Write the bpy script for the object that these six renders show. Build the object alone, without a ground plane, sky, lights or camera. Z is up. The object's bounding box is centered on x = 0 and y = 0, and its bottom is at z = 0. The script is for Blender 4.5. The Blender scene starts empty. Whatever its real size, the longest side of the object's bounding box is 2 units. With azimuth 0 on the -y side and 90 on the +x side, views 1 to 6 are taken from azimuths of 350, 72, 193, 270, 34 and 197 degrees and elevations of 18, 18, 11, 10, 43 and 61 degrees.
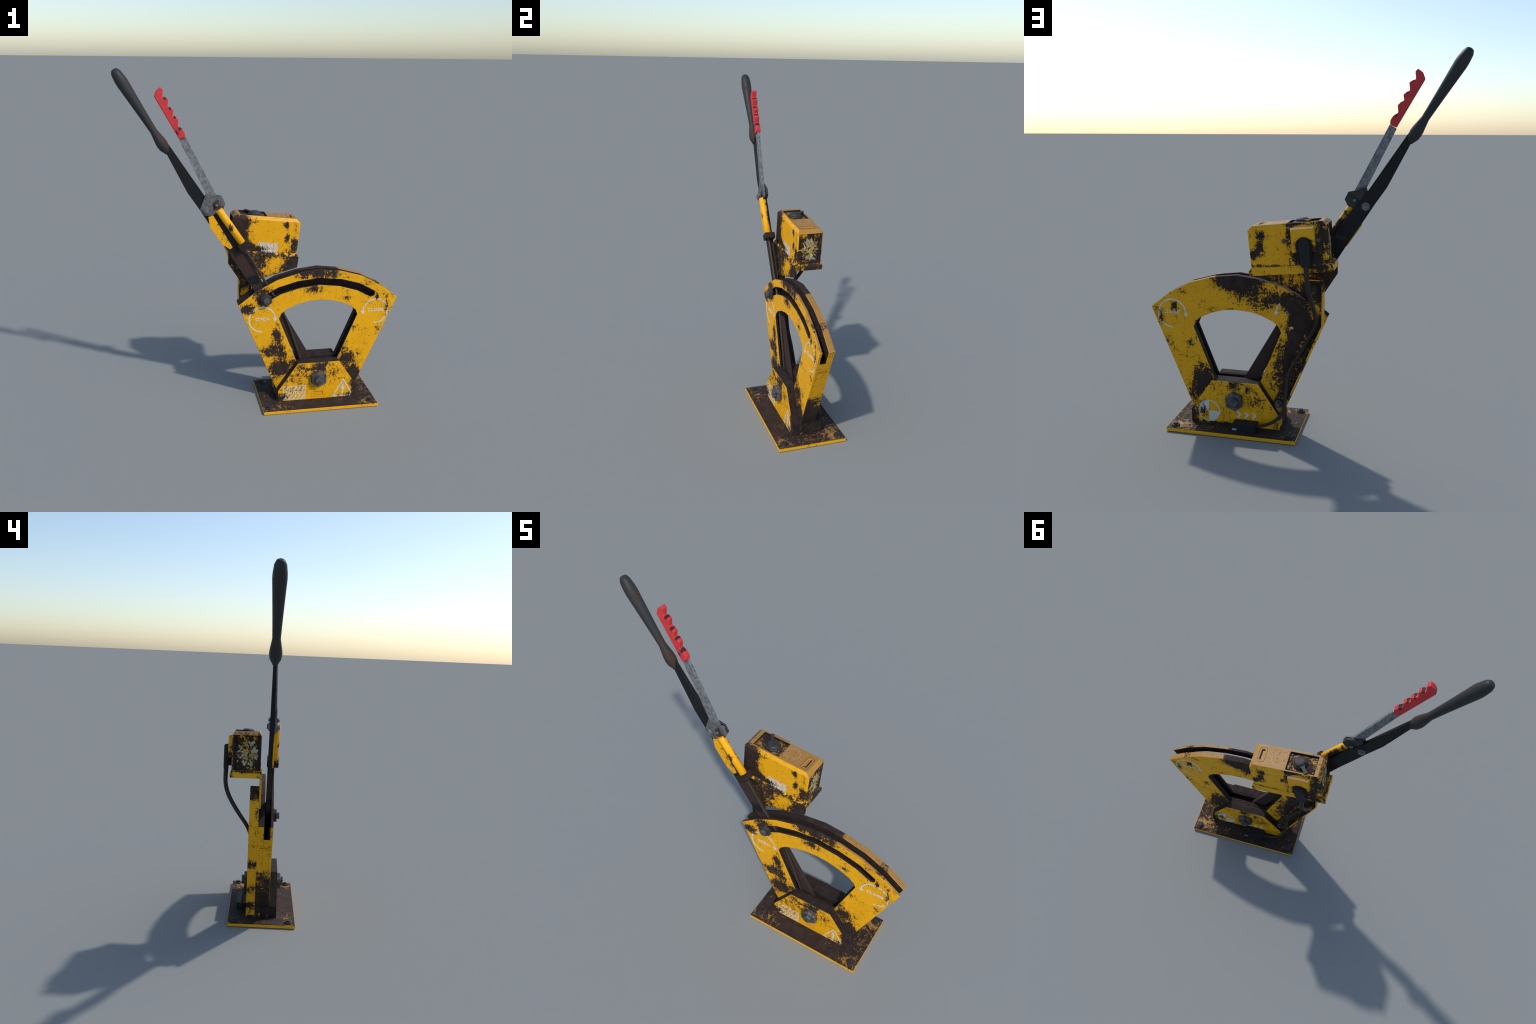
import bpy, bmesh, math, random
from mathutils import Vector, Matrix
from mathutils.geometry import tessellate_polygon

random.seed(7)
rad = math.radians

# ------------------------------------------------------------------ materials
YELLOW = (0.85, 0.402, 0.003)
TAN = (0.36, 0.185, 0.045)
RUST_A = (0.0245, 0.0145, 0.0115)
RUST_B = (0.047, 0.028, 0.0215)
WHITE = (0.66, 0.65, 0.60)


class Nodes:
    """small helper for wiring a node tree"""

    def __init__(self, name):
        self.mat = bpy.data.materials.new(name)
        self.mat.use_nodes = True
        self.t = self.mat.node_tree
        self.bsdf = self.t.nodes["Principled BSDF"]
        self.obj = self.t.nodes.new("ShaderNodeTexCoord").outputs["Object"]

    def put(self, socket, v):
        if v is None:
            return
        if hasattr(v, "is_output"):
            self.t.links.new(v, socket)
        elif isinstance(v, (tuple, list)) and len(v) == 3 and socket.type == "RGBA":
            socket.default_value = (*v, 1)
        else:
            socket.default_value = v

    def math(self, op, a, b=None, c=None, clamp=False):
        n = self.t.nodes.new("ShaderNodeMath")
        n.operation = op
        n.use_clamp = clamp
        for s, v in zip(n.inputs, (a, b, c)):
            self.put(s, v)
        return n.outputs[0]

    def noise(self, scale, detail=6, rough=0.6, distort=0.0, stretch=None, shift=(0, 0, 0), rot=(0, 0, 0)):
        vec = self.obj
        if stretch or any(shift):
            m = self.t.nodes.new("ShaderNodeMapping")
            self.put(m.inputs["Vector"], self.obj)
            m.inputs["Location"].default_value = shift
            m.inputs["Rotation"].default_value = rot
            m.inputs["Scale"].default_value = stretch or (1, 1, 1)
            vec = m.outputs[0]
        n = self.t.nodes.new("ShaderNodeTexNoise")
        self.put(n.inputs["Vector"], vec)
        n.inputs["Scale"].default_value = scale
        n.inputs["Detail"].default_value = detail
        n.inputs["Roughness"].default_value = rough
        n.inputs["Distortion"].default_value = distort
        return n.outputs["Fac"]

    def ramp(self, v, lo, hi, smooth=True):
        n = self.t.nodes.new("ShaderNodeMapRange")
        n.interpolation_type = "SMOOTHSTEP" if smooth else "LINEAR"
        self.put(n.inputs["Value"], v)
        n.inputs["From Min"].default_value = lo
        n.inputs["From Max"].default_value = hi
        return n.outputs["Result"]

    def mix(self, f, a, b):
        n = self.t.nodes.new("ShaderNodeMix")
        n.data_type = "RGBA"
        self.put(n.inputs[0], f)
        self.put(n.inputs[6], a)
        self.put(n.inputs[7], b)
        return n.outputs[2]

    def blob(self, c, r):
        m = self.t.nodes.new("ShaderNodeMapping")
        m.vector_type = "TEXTURE"
        self.put(m.inputs["Vector"], self.obj)
        m.inputs["Location"].default_value = c
        m.inputs["Scale"].default_value = r
        g = self.t.nodes.new("ShaderNodeTexGradient")
        g.gradient_type = "SPHERICAL"
        self.put(g.inputs["Vector"], m.outputs[0])
        return g.outputs["Fac"]

    def up(self, lo, hi):
        g = self.t.nodes.new("ShaderNodeNewGeometry")
        s = self.t.nodes.new("ShaderNodeSeparateXYZ")
        self.put(s.inputs[0], g.outputs["Normal"])
        return self.ramp(s.outputs["Z"], lo, hi)

    def bump(self, h, strength, dist):
        b = self.t.nodes.new("ShaderNodeBump")
        b.inputs["Strength"].default_value = strength
        b.inputs["Distance"].default_value = dist
        self.put(b.inputs["Height"], h)
        self.put(self.bsdf.inputs["Normal"], b.outputs[0])

    def out(self, color=None, rough=None, metal=None, spec=None):
        self.put(self.bsdf.inputs["Base Color"], color)
        self.put(self.bsdf.inputs["Roughness"], rough)
        self.put(self.bsdf.inputs["Metallic"], metal)
        self.put(self.bsdf.inputs["Specular IOR Level"], spec)


def rust_colour(n):
    f = n.ramp(n.noise(26, 5, 0.65, shift=(3, 1, 2)), 0.36, 0.68)
    return n.mix(f, RUST_A, RUST_B)


def painted(name, spots=(), bias=-0.39, coat=YELLOW, tan_tops=True, specks=0.0, edge=0.15, seed=0.0, rustless=False):
    """Paint over rust.  spots = (x, z, rx, rz, weight) or (x, y, z, rx, ry, rz, weight):
    places where the paint has gone (weight > 0) or has survived (weight < 0)."""
    n = Nodes(name)
    sh = (seed, seed * 0.7, -seed)
    n1 = n.noise(11, 7, 0.68, 0.6, shift=sh)
    n2 = n.noise(38, 6, 0.72, 1.0, stretch=(1, 1, 0.7), shift=(sh[0] + 2, 0.3, 0.1))
    n3 = n.noise(125, 4, 0.65, 0.4, shift=(1.3, sh[1], 4))
    drip = n.noise(30, 4, 0.6, 0.3, stretch=(1.6, 1.6, 0.22), shift=(sh[2], 2, 0))
    f = n.math("MULTIPLY_ADD", n1, 1.0, -0.5 + bias)
    f = n.math("ADD", f, n.math("MULTIPLY_ADD", drip, 0.7, -0.35))
    f = n.math("ADD", f, n.math("MULTIPLY_ADD", n2, 1.75, -0.875))
    f = n.math("ADD", f, n.math("MULTIPLY_ADD", n3, 1.45, -0.725))
    for s in spots:
        if len(s) == 5:
            x, z, rx, rz, w = s
            c, r = (x, 0, z), (rx, 50, rz)
        else:
            x, y, z, rx, ry, rz, w = s
            c, r = (x, y, z), (rx, ry, rz)
        f = n.math("ADD", f, n.math("MULTIPLY", n.blob(c, r), w * 1.05))
    # scratches that cross the worn areas
    worn = n.ramp(f, -0.62, -0.12)
    sc1 = n.ramp(n.noise(26, 5, 0.7, 1.4, stretch=(0.5, 0.5, 3.4), rot=(0, 0.6, 0), shift=(0.1, 3, 1)), 0.56, 0.66)
    sc2 = n.ramp(n.noise(22, 5, 0.7, 1.6, stretch=(3.2, 0.5, 0.5), rot=(0, 0.5, 0), shift=(4, 1, 0.1)), 0.58, 0.68)
    f = n.math("ADD", f, n.math("MULTIPLY", n.math("MULTIPLY", n.math("MAXIMUM", sc1, sc2), worn), 0.42))
    mask = n.ramp(f, 0.0, edge)
    # small chips scattered everywhere
    chips = n.noise(85, 3, 0.6, 0.5, shift=(5, 2, 7))
    chips = n.ramp(chips, 0.66 - specks, 0.725 - specks)
    fine = n.ramp(n.noise(190, 2, 0.5, 0.5, shift=(1, 8, 3)), 0.63 - specks, 0.74 - specks)
    mask = n.math("MAXIMUM", mask, n.math("MAXIMUM", n.math("MULTIPLY", chips, 0.75), n.math("MULTIPLY", fine, 0.35)))
    paint = n.mix(n.ramp(n.noise(7, 4, 0.6, shift=(9, 4, 1)), 0.35, 0.7), coat, tuple(c * 0.93 for c in coat))
    if tan_tops:
        d = n.math("MULTIPLY", n.up(0.5, 0.72), n.ramp(n.noise(20, 5, 0.6), 0.1, 0.3))
        paint = n.mix(d, paint, TAN)
    # grime film beside the rust
    film = n.math("MULTIPLY", n.ramp(f, -0.30, 0.0), 0.4)
    paint = n.mix(film, paint, tuple(c * 0.35 + 0.01 for c in coat))
    n.out(n.mix(mask, paint, rust_colour(n)), n.math("MULTIPLY_ADD", mask, 0.3, 0.5), spec=0.27)
    h = n.math("SUBTRACT", n.math("MULTIPLY", n.math("MULTIPLY", n.noise(120, 4, 0.7), mask), 1.0), n.math("MULTIPLY", mask, 0.9))
    n.bump(h, 0.75, 0.005)
    return n.mat


def rusted(name, spots=(), tint=1.0):
    n = Nodes(name)
    col = rust_colour(n)
    if tint != 1.0:
        col = n.mix(1.0, col, tuple(c * tint for c in RUST_B)) if tint > 1 else n.mix(1 - tint, col, (0.006, 0.005, 0.005))
    n.out(col, 0.78, spec=0.3)
    n.bump(n.noise(70, 5, 0.72, 0.3, stretch=(0.6, 1, 1)), 1.0, 0.02)
    return n.mat


def steel(name, base=(0.17, 0.175, 0.18), dark=(0.055, 0.055, 0.056), rust=0.0, rough=0.5, metal=0.55, scale=30, spots=()):
    n = Nodes(name)
    f = n.ramp(n.noise(scale, 7, 0.75, 0.5), 0.34, 0.66)
    c = n.mix(f, dark, base)
    r = n.noise(24, 6, 0.7, 0.4, shift=(2, 5, 1))
    for x, z, rx, rz, w in spots:
        r = n.math("ADD", r, n.math("MULTIPLY", n.blob((x, 0, z), (rx, 50, rz)), w))
    r = n.ramp(r, 0.62 - rust, 0.70 - rust)
    c = n.mix(r, c, (0.045, 0.024, 0.017))
    n.out(c, n.math("MULTIPLY_ADD", r, 0.3, rough), n.math("MULTIPLY_ADD", r, -metal, metal))
    n.bump(n.noise(140, 3, 0.6), 0.2, 0.002)
    return n.mat


def black(name, col=(0.012, 0.0135, 0.015), wear=0.0, wear_col=(0.06, 0.028, 0.018), rough=0.5, spots=()):
    n = Nodes(name)
    f = n.math("MULTIPLY_ADD", n.noise(38, 7, 0.72, 0.6, stretch=(1, 1, 0.5)), 1.8, -0.9 - 0.2 + wear)
    for s in spots:
        x, y, z, rx, ry, rz, w = s
        f = n.math("ADD", f, n.math("MULTIPLY", n.blob((x, y, z), (rx, ry, rz)), w))
    m = n.ramp(f, 0.0, 0.12)
    sc = n.ramp(n.noise(60, 4, 0.75, 2.0, shift=(4, 4, 4)), 0.67, 0.72)
    c = n.mix(n.noise(14, 5), col, tuple(v * 1.5 for v in col))
    c = n.mix(n.math("MULTIPLY", sc, 0.25), c, (0.25, 0.26, 0.27))
    n.out(n.mix(m, c, wear_col), n.math("MULTIPLY_ADD", m, 0.2, rough), spec=0.22)
    n.bump(n.noise(130, 4, 0.6), 0.15, 0.002)
    return n.mat


# ------------------------------------------------------------------ geometry
class Frame:
    def __init__(self, o, ex, ey):
        self.o, self.ex, self.ey = Vector(o), Vector(ex).normalized(), Vector(ey).normalized()
        self.n = self.ex.cross(self.ey)

    def at(self, u, v, d=0.0):
        return self.o + self.ex * u + self.ey * v + self.n * d


FRONT = Frame((0, 0, 0), (1, 0, 0), (0, 0, 1))      # depth = -y
BACK = Frame((0, 0, 0), (-1, 0, 0), (0, 0, 1))      # depth = +y, u = -x
TOP = Frame((0, 0, 0), (1, 0, 0), (0, 1, 0))        # depth = z
TILT = rad(6.22)
SHELF_Z = 0.9405
BOX_E1 = (math.cos(TILT), 0, -math.sin(TILT))
BOX_E2 = (math.sin(TILT), 0, math.cos(TILT))


class Build:
    def __init__(self):
        self.v, self.f, self.m, self.s = [], [], [], []

    def face(self, pts, mat=0, smooth=False):
        i = len(self.v)
        self.v += [Vector(p) for p in pts]
        self.f.append(tuple(range(i, i + len(pts))))
        self.m.append(mat)
        self.s.append(smooth)

    def prism(self, loops, fr, d0, d1, mat=0, pick=None, taper=None):
        """loops: outline (and holes) in frame coordinates, extruded from depth d0 to d1"""
        if not isinstance(loops[0][0], (tuple, list)):
            loops = [loops]
        base = len(self.v)
        flat = [p for lp in loops for p in lp]
        tp = taper or (lambda u, v, d: d)
        self.v += [fr.at(u, v, tp(u, v, d0)) for u, v in flat]
        self.v += [fr.at(u, v, tp(u, v, d1)) for u, v in flat]
        k = len(flat)
        tris = tessellate_polygon([[Vector((u, v, 0)) for u, v in lp] for lp in loops])

        def add(idx):
            self.f.append(tuple(base + i for i in idx))
            if pick:
                ps = [self.v[base + i] for i in idx]
                nor = (ps[1] - ps[0]).cross(ps[2] - ps[0]).normalized()
                self.m.append(pick(sum(ps, Vector()) / len(ps), nor))
            else:
                self.m.append(mat)
            self.s.append(False)

        for a, b, c in tris:
            p, q, r = flat[a], flat[b], flat[c]
            ccw = (q[0] - p[0]) * (r[1] - p[1]) - (q[1] - p[1]) * (r[0] - p[0]) > 0
            if not ccw:
                b, c = c, b
            up = d1 > d0
            add((a + k, b + k, c + k) if up else (a + k, c + k, b + k))
            add((a, c, b) if up else (a, b, c))
        o = 0
        for li, lp in enumerate(loops):
            area = sum(lp[i][0] * lp[(i + 1) % len(lp)][1] - lp[(i + 1) % len(lp)][0] * lp[i][1] for i in range(len(lp)))
            fwd = (area > 0) == (li == 0)
            if d1 < d0:
                fwd = not fwd
            for i in range(len(lp)):
                j = (i + 1) % len(lp)
                q = (o + i, o + j, o + j + k, o + i + k)
                add(q if fwd else q[::-1])
            o += len(lp)

    def box(self, lo, hi, mat=0, pick=None):
        self.prism([(lo[0], lo[1]), (hi[0], lo[1]), (hi[0], hi[1]), (lo[0], hi[1])], TOP, lo[2], hi[2], mat, pick)

    def loft(self, rings, mat=0, smooth=True, caps=True, closed=False):
        """rings of equal point counts, wound counter-clockwise seen from the far end"""
        base = len(self.v)
        n = len(rings[0])
        for r in rings:
            self.v += [Vector(p) for p in r]
        for a in range(len(rings) - 1):
            for i in range(n):
                j = (i + 1) % n
                self.f.append((base + a * n + i, base + a * n + j, base + (a + 1) * n + j, base + (a + 1) * n + i))
                self.m.append(mat)
                self.s.append(smooth)
        if caps:
            self.f.append(tuple(base + i for i in reversed(range(n))))
            self.f.append(tuple(base + (len(rings) - 1) * n + i for i in range(n)))
            self.m += [mat, mat]
            self.s += [False, False]

    def spin(self, p, axis, profile, seg=16, mat=0, smooth=True, turn=0.0):
        """profile = (distance along the axis, radius)"""
        axis = Vector(axis).normalized()
        side = axis.cross(Vector((0, 0, 1)))
        if side.length < 1e-3:
            side = Vector((1, 0, 0))
        side.normalize()
        other = axis.cross(side)
        rings = []
        for s, r in profile:
            c = Vector(p) + axis * s
            rings.append([c + side * (r * math.cos(turn + 2 * math.pi * i / seg)) + other * (r * math.sin(turn + 2 * math.pi * i / seg)) for i in range(seg)])
        self.loft(rings, mat, smooth)

    def make(self, name, mats, parent=None, bevel=0.0, seg=1, weld=True):
        me = bpy.data.meshes.new(name)
        me.from_pydata([tuple(v) for v in self.v], [], self.f)
        for m in (mats if isinstance(mats, (list, tuple)) else [mats]):
            me.materials.append(m)
        me.polygons.foreach_set("material_index", self.m)
        me.polygons.foreach_set("use_smooth", self.s)
        bm = bmesh.new()
        bm.from_mesh(me)
        if weld:
            bmesh.ops.remove_doubles(bm, verts=bm.verts, dist=1e-5)
        bmesh.ops.recalc_face_normals(bm, faces=bm.faces)
        bm.to_mesh(me)
        bm.free()
        ob = bpy.data.objects.new(name, me)
        bpy.context.collection.objects.link(ob)
        ob.parent = parent
        if bevel:
            b = ob.modifiers.new("bevel", "BEVEL")
            b.width = bevel
            b.segments = seg
            b.limit_method = "ANGLE"
            b.angle_limit = rad(32)
        return ob


def cut(ob, tools):
    """subtract helper meshes and keep the result as a plain mesh"""
    for t in tools:
        m = ob.modifiers.new("cut", "BOOLEAN")
        m.operation = "DIFFERENCE"
        m.object = t
        m.solver = "EXACT"
        m.material_mode = "TRANSFER"
    keep = [m for m in ob.modifiers if m.type == "BEVEL"]
    spec = [(m.width, m.segments) for m in keep]
    for m in keep:
        ob.modifiers.remove(m)
    dg = bpy.context.evaluated_depsgraph_get()
    me = bpy.data.meshes.new_from_object(ob.evaluated_get(dg), depsgraph=dg)
    ob.modifiers.clear()
    ob.data = me
    for t in tools:
        bpy.data.objects.remove(t)
    for w, s in spec:
        b = ob.modifiers.new("bevel", "BEVEL")
        b.width, b.segments, b.limit_method, b.angle_limit = w, s, "ANGLE", rad(32)


def rounded(x0, y0, x1, y1, r, seg=4):
    pts = []
    for cx, cy, a0 in ((x1 - r, y0 + r, -90), (x1 - r, y1 - r, 0), (x0 + r, y1 - r, 90), (x0 + r, y0 + r, 180)):
        for i in range(seg + 1):
            a = rad(a0 + 90 * i / seg)
            pts.append((cx + r * math.cos(a), cy + r * math.sin(a)))
    return pts


def ngon(cx, cy, r, n=6, turn=0.0):
    return [(cx + r * math.cos(turn + 2 * math.pi * i / n), cy + r * math.sin(turn + 2 * math.pi * i / n)) for i in range(n)]


def bolt_mesh(name, nut_r, nut_h, head_r, head_h, mats, turn=rad(30), head_turn=0.3):
    """hexagon nut on a washer face with a smaller hexagon head, pointing along +z"""
    b = Build()
    b.prism(ngon(0, 0, nut_r, 6, turn), TOP, -0.002, nut_h)
    b.prism(ngon(0, 0, head_r, 6, turn + head_turn), TOP, nut_h - 0.001, nut_h + head_h, 1 if len(mats) > 1 else 0)
    ob = b.make(name, mats, bevel=nut_r * 0.07)
    return ob


def place(ob, at, axis, parent, spin=0.0):
    q = Vector((0, 0, 1)).rotation_difference(Vector(axis))
    ob.matrix_world = Matrix.Translation(at) @ q.to_matrix().to_4x4() @ Matrix.Rotation(spin, 4, "Z")
    m = ob.matrix_world.copy()
    ob.parent = parent
    ob.matrix_world = m


# ------------------------------------------------------------------ the thing
root = bpy.data.objects.new("lever_stand", None)
bpy.context.collection.objects.link(root)
root["label"] = "rusty yellow hand lever stand with quadrant guide and switch box"
root["category"] = "lever"

CX, CY = 0.330, -0.023
YF0, YF1 = -0.066, -0.051        # front quadrant plate
YB0, YB1 = -0.0155, 0.020        # back quadrant plate
YBR_F, YBR_B = -0.1135, 0.068    # faces of the foot brackets
BASE_TOP = 0.019

# ---- rust layouts
front_spots = [
    (0.31, 0.845, 0.17, 0.075, 0.85), (0.22, 0.835, 0.06, 0.05, 0.4), (0.42, 0.83, 0.05, 0.06, 0.6), (0.29, 0.735, 0.085, 0.045, 0.75),
    (-0.115, 0.625, 0.075, 0.055, 1.0), (-0.01, 0.735, 0.09, 0.05, 0.8), (-0.05, 0.69, 0.05, 0.05, 0.5), (0.0, 0.655, 0.06, 0.03, 0.5),
    (0.065, 0.46, 0.04, 0.05, 0.7), (0.085, 0.40, 0.06, 0.10, 0.75), (0.015, 0.345, 0.10, 0.05, 0.8), (0.12, 0.33, 0.05, 0.06, 0.45),
    (0.07, 0.26, 0.14, 0.09, 0.5), (0.09, 0.205, 0.10, 0.07, 0.62), (0.13, 0.24, 0.10, 0.12, 0.25), (0.07, 0.14, 0.05, 0.06, 0.4), (0.19, 0.26, 0.06, 0.04, 0.5),
    (0.505, 0.27, 0.08, 0.07, 0.7), (0.54, 0.20, 0.10, 0.12, 0.55), (0.58, 0.13, 0.06, 0.09, 1.0), (0.50, 0.34, 0.05, 0.05, 0.5),
    (0.765, 0.60, 0.035, 0.10, 0.55), (0.715, 0.69, 0.10, 0.05, 0.2), (0.695, 0.662, 0.02, 0.035, 1.0), (0.567, 0.465, 0.035, 0.035, 0.6),
    (0.71, 0.455, 0.04, 0.06, 0.5), (0.50, 0.665, 0.06, 0.022, 0.55), (0.63, 0.76, 0.05, 0.05, 0.35), (0.48, 0.73, 0.12, 0.05, 0.18),
    (0.66, 0.55, 0.18, 0.12, -0.12), (0.12, 0.62, 0.14, 0.08, -0.15), (0.22, 0.79, 0.05, 0.02, -0.2),
]
back_spots = [
    (0.30, 0.83, 0.20, 0.10, 1.15), (0.40, 0.83, 0.08, 0.08, 0.6), (0.30, 0.74, 0.10, 0.06, 0.5), (0.10, 0.72, 0.20, 0.10, 0.9),
    (0.00, 0.66, 0.13, 0.15, 0.95), (-0.06, 0.55, 0.13, 0.15, 1.4), (0.03, 0.43, 0.14, 0.14, 1.0), (0.06, 0.30, 0.14, 0.12, 0.7),
    (0.02, 0.20, 0.08, 0.14, 1.0), (0.47, 0.66, 0.06, 0.03, 0.55), (0.54, 0.58, 0.05, 0.05, 0.35), (0.52, 0.30, 0.08, 0.09, 0.6),
    (0.56, 0.20, 0.08, 0.12, 0.85), (0.50, 0.24, 0.06, 0.08, 0.6), (0.69, 0.665, 0.035, 0.045, 0.9), (0.78, 0.60, 0.05, 0.09, 0.5),
    (0.64, 0.745, 0.05, 0.03, 0.55), (0.60, 0.46, 0.04, 0.04, 0.6), (0.73, 0.46, 0.04, 0.05, 0.45), (0.62, 0.62, 0.10, 0.10, -0.1), (0.085, 0.665, 0.07, 0.07, -0.75), (0.10, 0.70, 0.03, 0.05, -0.3), (0.02, 0.588, 0.04, 0.02, -0.6),
]
side_spots = [
    (0.05, 0.22, 0.16, 0.10, 0.9), (0.05, 0.09, 0.2, 0.12, 1.2), (-0.02, 0.31, 0.12, 0.07, 0.55), (-0.13, 0.62, 0.04, 0.08, 0.35), (0.62, 0.20, 0.14, 0.13, 0.9),
    (0.59, 0.08, 0.16, 0.12, 1.3), (0.68, 0.30, 0.06, 0.06, 0.4), (0.82, 0.62, 0.04, 0.04, 0.3),
]
top_spots = [(0.02, 0.75, 0.46, 0.4, 2.6), (0.33, 0.85, 0.14, 0.08, 1.3), (0.70, 0.75, 0.05, 0.05, 0.55)]
bracket_front_spots = [
    (0.575, 0.10, 0.045, 0.11, 1.15), (0.52, 0.03, 0.08, 0.025, 0.7), (0.345, 0.25, 0.07, 0.06, 0.6), (0.22, 0.25, 0.05, 0.03, 0.5),
    (0.27, 0.225, 0.07, 0.025, 0.45), (0.10, 0.045, 0.05, 0.035, 0.6), (0.20, 0.17, 0.14, 0.08, 0.32), (0.36, 0.21, 0.12, 0.08, 0.28), (0.43, 0.19, 0.06, 0.08, 0.3),
    (0.16, 0.10, 0.09, 0.1, 0.12), (0.08, 0.02, 0.04, 0.03, 0.6), (0.33, 0.05, 0.12, 0.05, -0.2),
]
bracket_back_spots = [
    (0.585, 0.06, 0.05, 0.10, 1.2), (0.52, 0.10, 0.06, 0.08, 0.5), (0.34, 0.255, 0.06, 0.05, 0.7), (0.25, 0.245, 0.06, 0.04, 0.5),
    (0.22, 0.17, 0.10, 0.07, 0.3), (0.40, 0.02, 0.22, 0.022, 0.9), (0.45, 0.24, 0.06, 0.05, 0.3), (0.10, 0.04, 0.04, 0.04, 0.6), (0.27, 0.08, 0.1, 0.05, -0.15),
]
M_front = painted("front_plate_paint", front_spots)
M_back = painted("back_plate_paint", back_spots, seed=0.4)
M_side = painted("leg_side_paint", side_spots, seed=0.9)
M_arc = painted("arc_top_paint", top_spots, bias=-0.40, seed=1.1)
M_rust = rusted("bare_rust")
M_inner = painted("inner_rust_paint", bias=0.42, tan_tops=False, seed=2.0)
M_brf = painted("bracket_front_paint", bracket_front_spots, bias=-0.31, seed=0.2)
M_brb = painted("bracket_back_paint", bracket_back_spots, bias=-0.31, seed=0.7)

# ---- quadrant frame
arc_half = [(0.494, 0.655), (0.383, 0.741), (0.262, 0.804), (0.133, 0.840), (0.0, 0.856)]
outer = [(CX - a, z) for a, z in arc_half] + [(CX + a, z) for a, z in reversed(arc_half[:-1])]
foot = [(0.2765, 0.134), (0.256, 0.088), (0.252, BASE_TOP)]
outer += [(CX + a, z) for a, z in foot] + [(CX - a, z) for a, z in reversed(foot)]
outer = outer[::-1]
hole_half = [(0.132, 0.268), (0.246, 0.555), (0.233, 0.585), (0.202, 0.613), (0.138, 0.6415), (0.0715, 0.659)]
hole = [(CX + a, z) for a, z in hole_half] + [(CX, 0.664)] + [(CX - a, z) for a, z in reversed(hole_half)]
slot_o = [(0.346, 0.705), (0.252, 0.757), (0.134, 0.7905), (0.0, 0.803)]
slot_i = [(0.324, 0.666), (0.235, 0.713), (0.1205, 0.746), (0.0, 0.760)]
slot_end = [(0.348, 0.674), (0.352, 0.690)]
slot = [(CX + a, z) for a, z in slot_end + slot_o] + [(CX - a, z) for a, z in reversed(slot_o[:-1])]
slot += [(CX - a, z) for a, z in reversed(slot_end)] + [(CX - a, z) for a, z in slot_i] + [(CX + a, z) for a, z in reversed(slot_i[:-1])]


def pick_plate(face_y, paint_i):
    # 0 front paint, 1 back paint, 2 leg side, 3 arc top, 4 rust
    def p(c, n):
        if n.y < -0.9:
            return 0 if face_y == "front" else 4
        if n.y > 0.9:
            return 1 if face_y == "back" else 4
        r = abs(c.x - CX)
        if n.z > 0.4 and c.z > 0.68:
            d = Vector((c.x - CX, 0, c.z - 0.158)).length
            return 3 if d > 0.66 else 4
        if n.x * (c.x - CX) > 0 and r > 0.24 and c.z < 0.66:
            return 2
        return 4
    return p


frame = bpy.data.objects.new("quadrant_frame", None)
bpy.context.collection.objects.link(frame)
frame.parent = root

b = Build()
b.prism([outer, hole, slot], FRONT, -YF1, -YF0, pick=pick_plate("front", 0))
quadrant_mats = [M_front, M_back, M_side, M_arc, M_rust]
front_plate = b.make("guide_plate", quadrant_mats, frame, bevel=0.0012)
b = Build()
b.prism([outer, hole], FRONT, -YB1, -YB0, pick=pick_plate("back", 1))
b.make("guide_plate", quadrant_mats, frame, bevel=0.0012)

# webs that close the legs on their outer edges, and the filler under the pivot
def leg_x(z):
    line = arc_half[:1] + foot
    for (a0, z0), (a1, z1) in zip(line, line[1:]):
        if z >= z1:
            return CX - (a1 + (a0 - a1) * (z - z1) / (z0 - z1))
    return CX - foot[-1][0]


b = Build()
zs = [0.573, 0.134, 0.088, BASE_TOP]
left = [(leg_x(z), z) for z in zs]
web = left + [(leg_x(z) + 0.030, z) for z in reversed(zs)]
for k in (1, -1):
    w = [(x if k == 1 else 2 * CX - x, z) for x, z in web]
    if k == -1:
        w = w[::-1]
    b.prism(w[::-1], FRONT, -YB0 - 0.0003, -YF1 + 0.0003, pick=lambda c, n: 0 if (n.x * (c.x - CX) > 0.3) else 1)
b.prism([(0.11, BASE_TOP), (0.55, BASE_TOP), (0.50, 0.222), (0.16, 0.222)], FRONT, -YB0 - 0.0003, -YF1 + 0.0003, mat=2)
web_ob = b.make("leg_web", [M_side, M_rust, M_inner], frame)

# embossed slots in both leg ends
M_groove = black("groove_dark", (0.02, 0.014, 0.006), rough=0.8)
for k in (-1, 1):
    zc = 0.517
    xs = leg_x(zc) if k == -1 else 2 * CX - leg_x(zc)
    slope = Vector((0.2175 * (1 if k == -1 else -1), 0, -0.521)).normalized()
    fr = Frame((xs, CY, zc), (0, 1 if k == 1 else -1, 0), -slope)
    b = Build()
    b.prism([rounded(-0.035, -0.008, 0.035, 0.008, 0.0075), rounded(-0.031, -0.0045, 0.031, 0.0045, 0.004)], fr, -0.001, 0.0012, 1)
    b.prism(rounded(-0.031, -0.0045, 0.031, -0.0025, 0.0009), fr, -0.001, 0.0006, 0)
    for vv in (-0.0165, 0.0165):
        b.prism([(-0.040, vv - 0.0003), (0.040, vv - 0.0003), (0.040, vv + 0.0003), (-0.040, vv + 0.0003)], fr, -0.001, 0.0005, 0)
    b.make("embossed_slot", [M_groove, M_side], frame)

# ---- foot brackets
brk = [(0.078, BASE_TOP), (0.582, BASE_TOP), (0.582, 0.091), (0.461, 0.270), (0.199, 0.270), (0.078, 0.091)]


def pick_bracket(c, n):
    if n.y < -0.9 and c.y < CY:
        return 0
    if n.y > 0.9 and c.y > CY:
        return 1
    return 2


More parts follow.
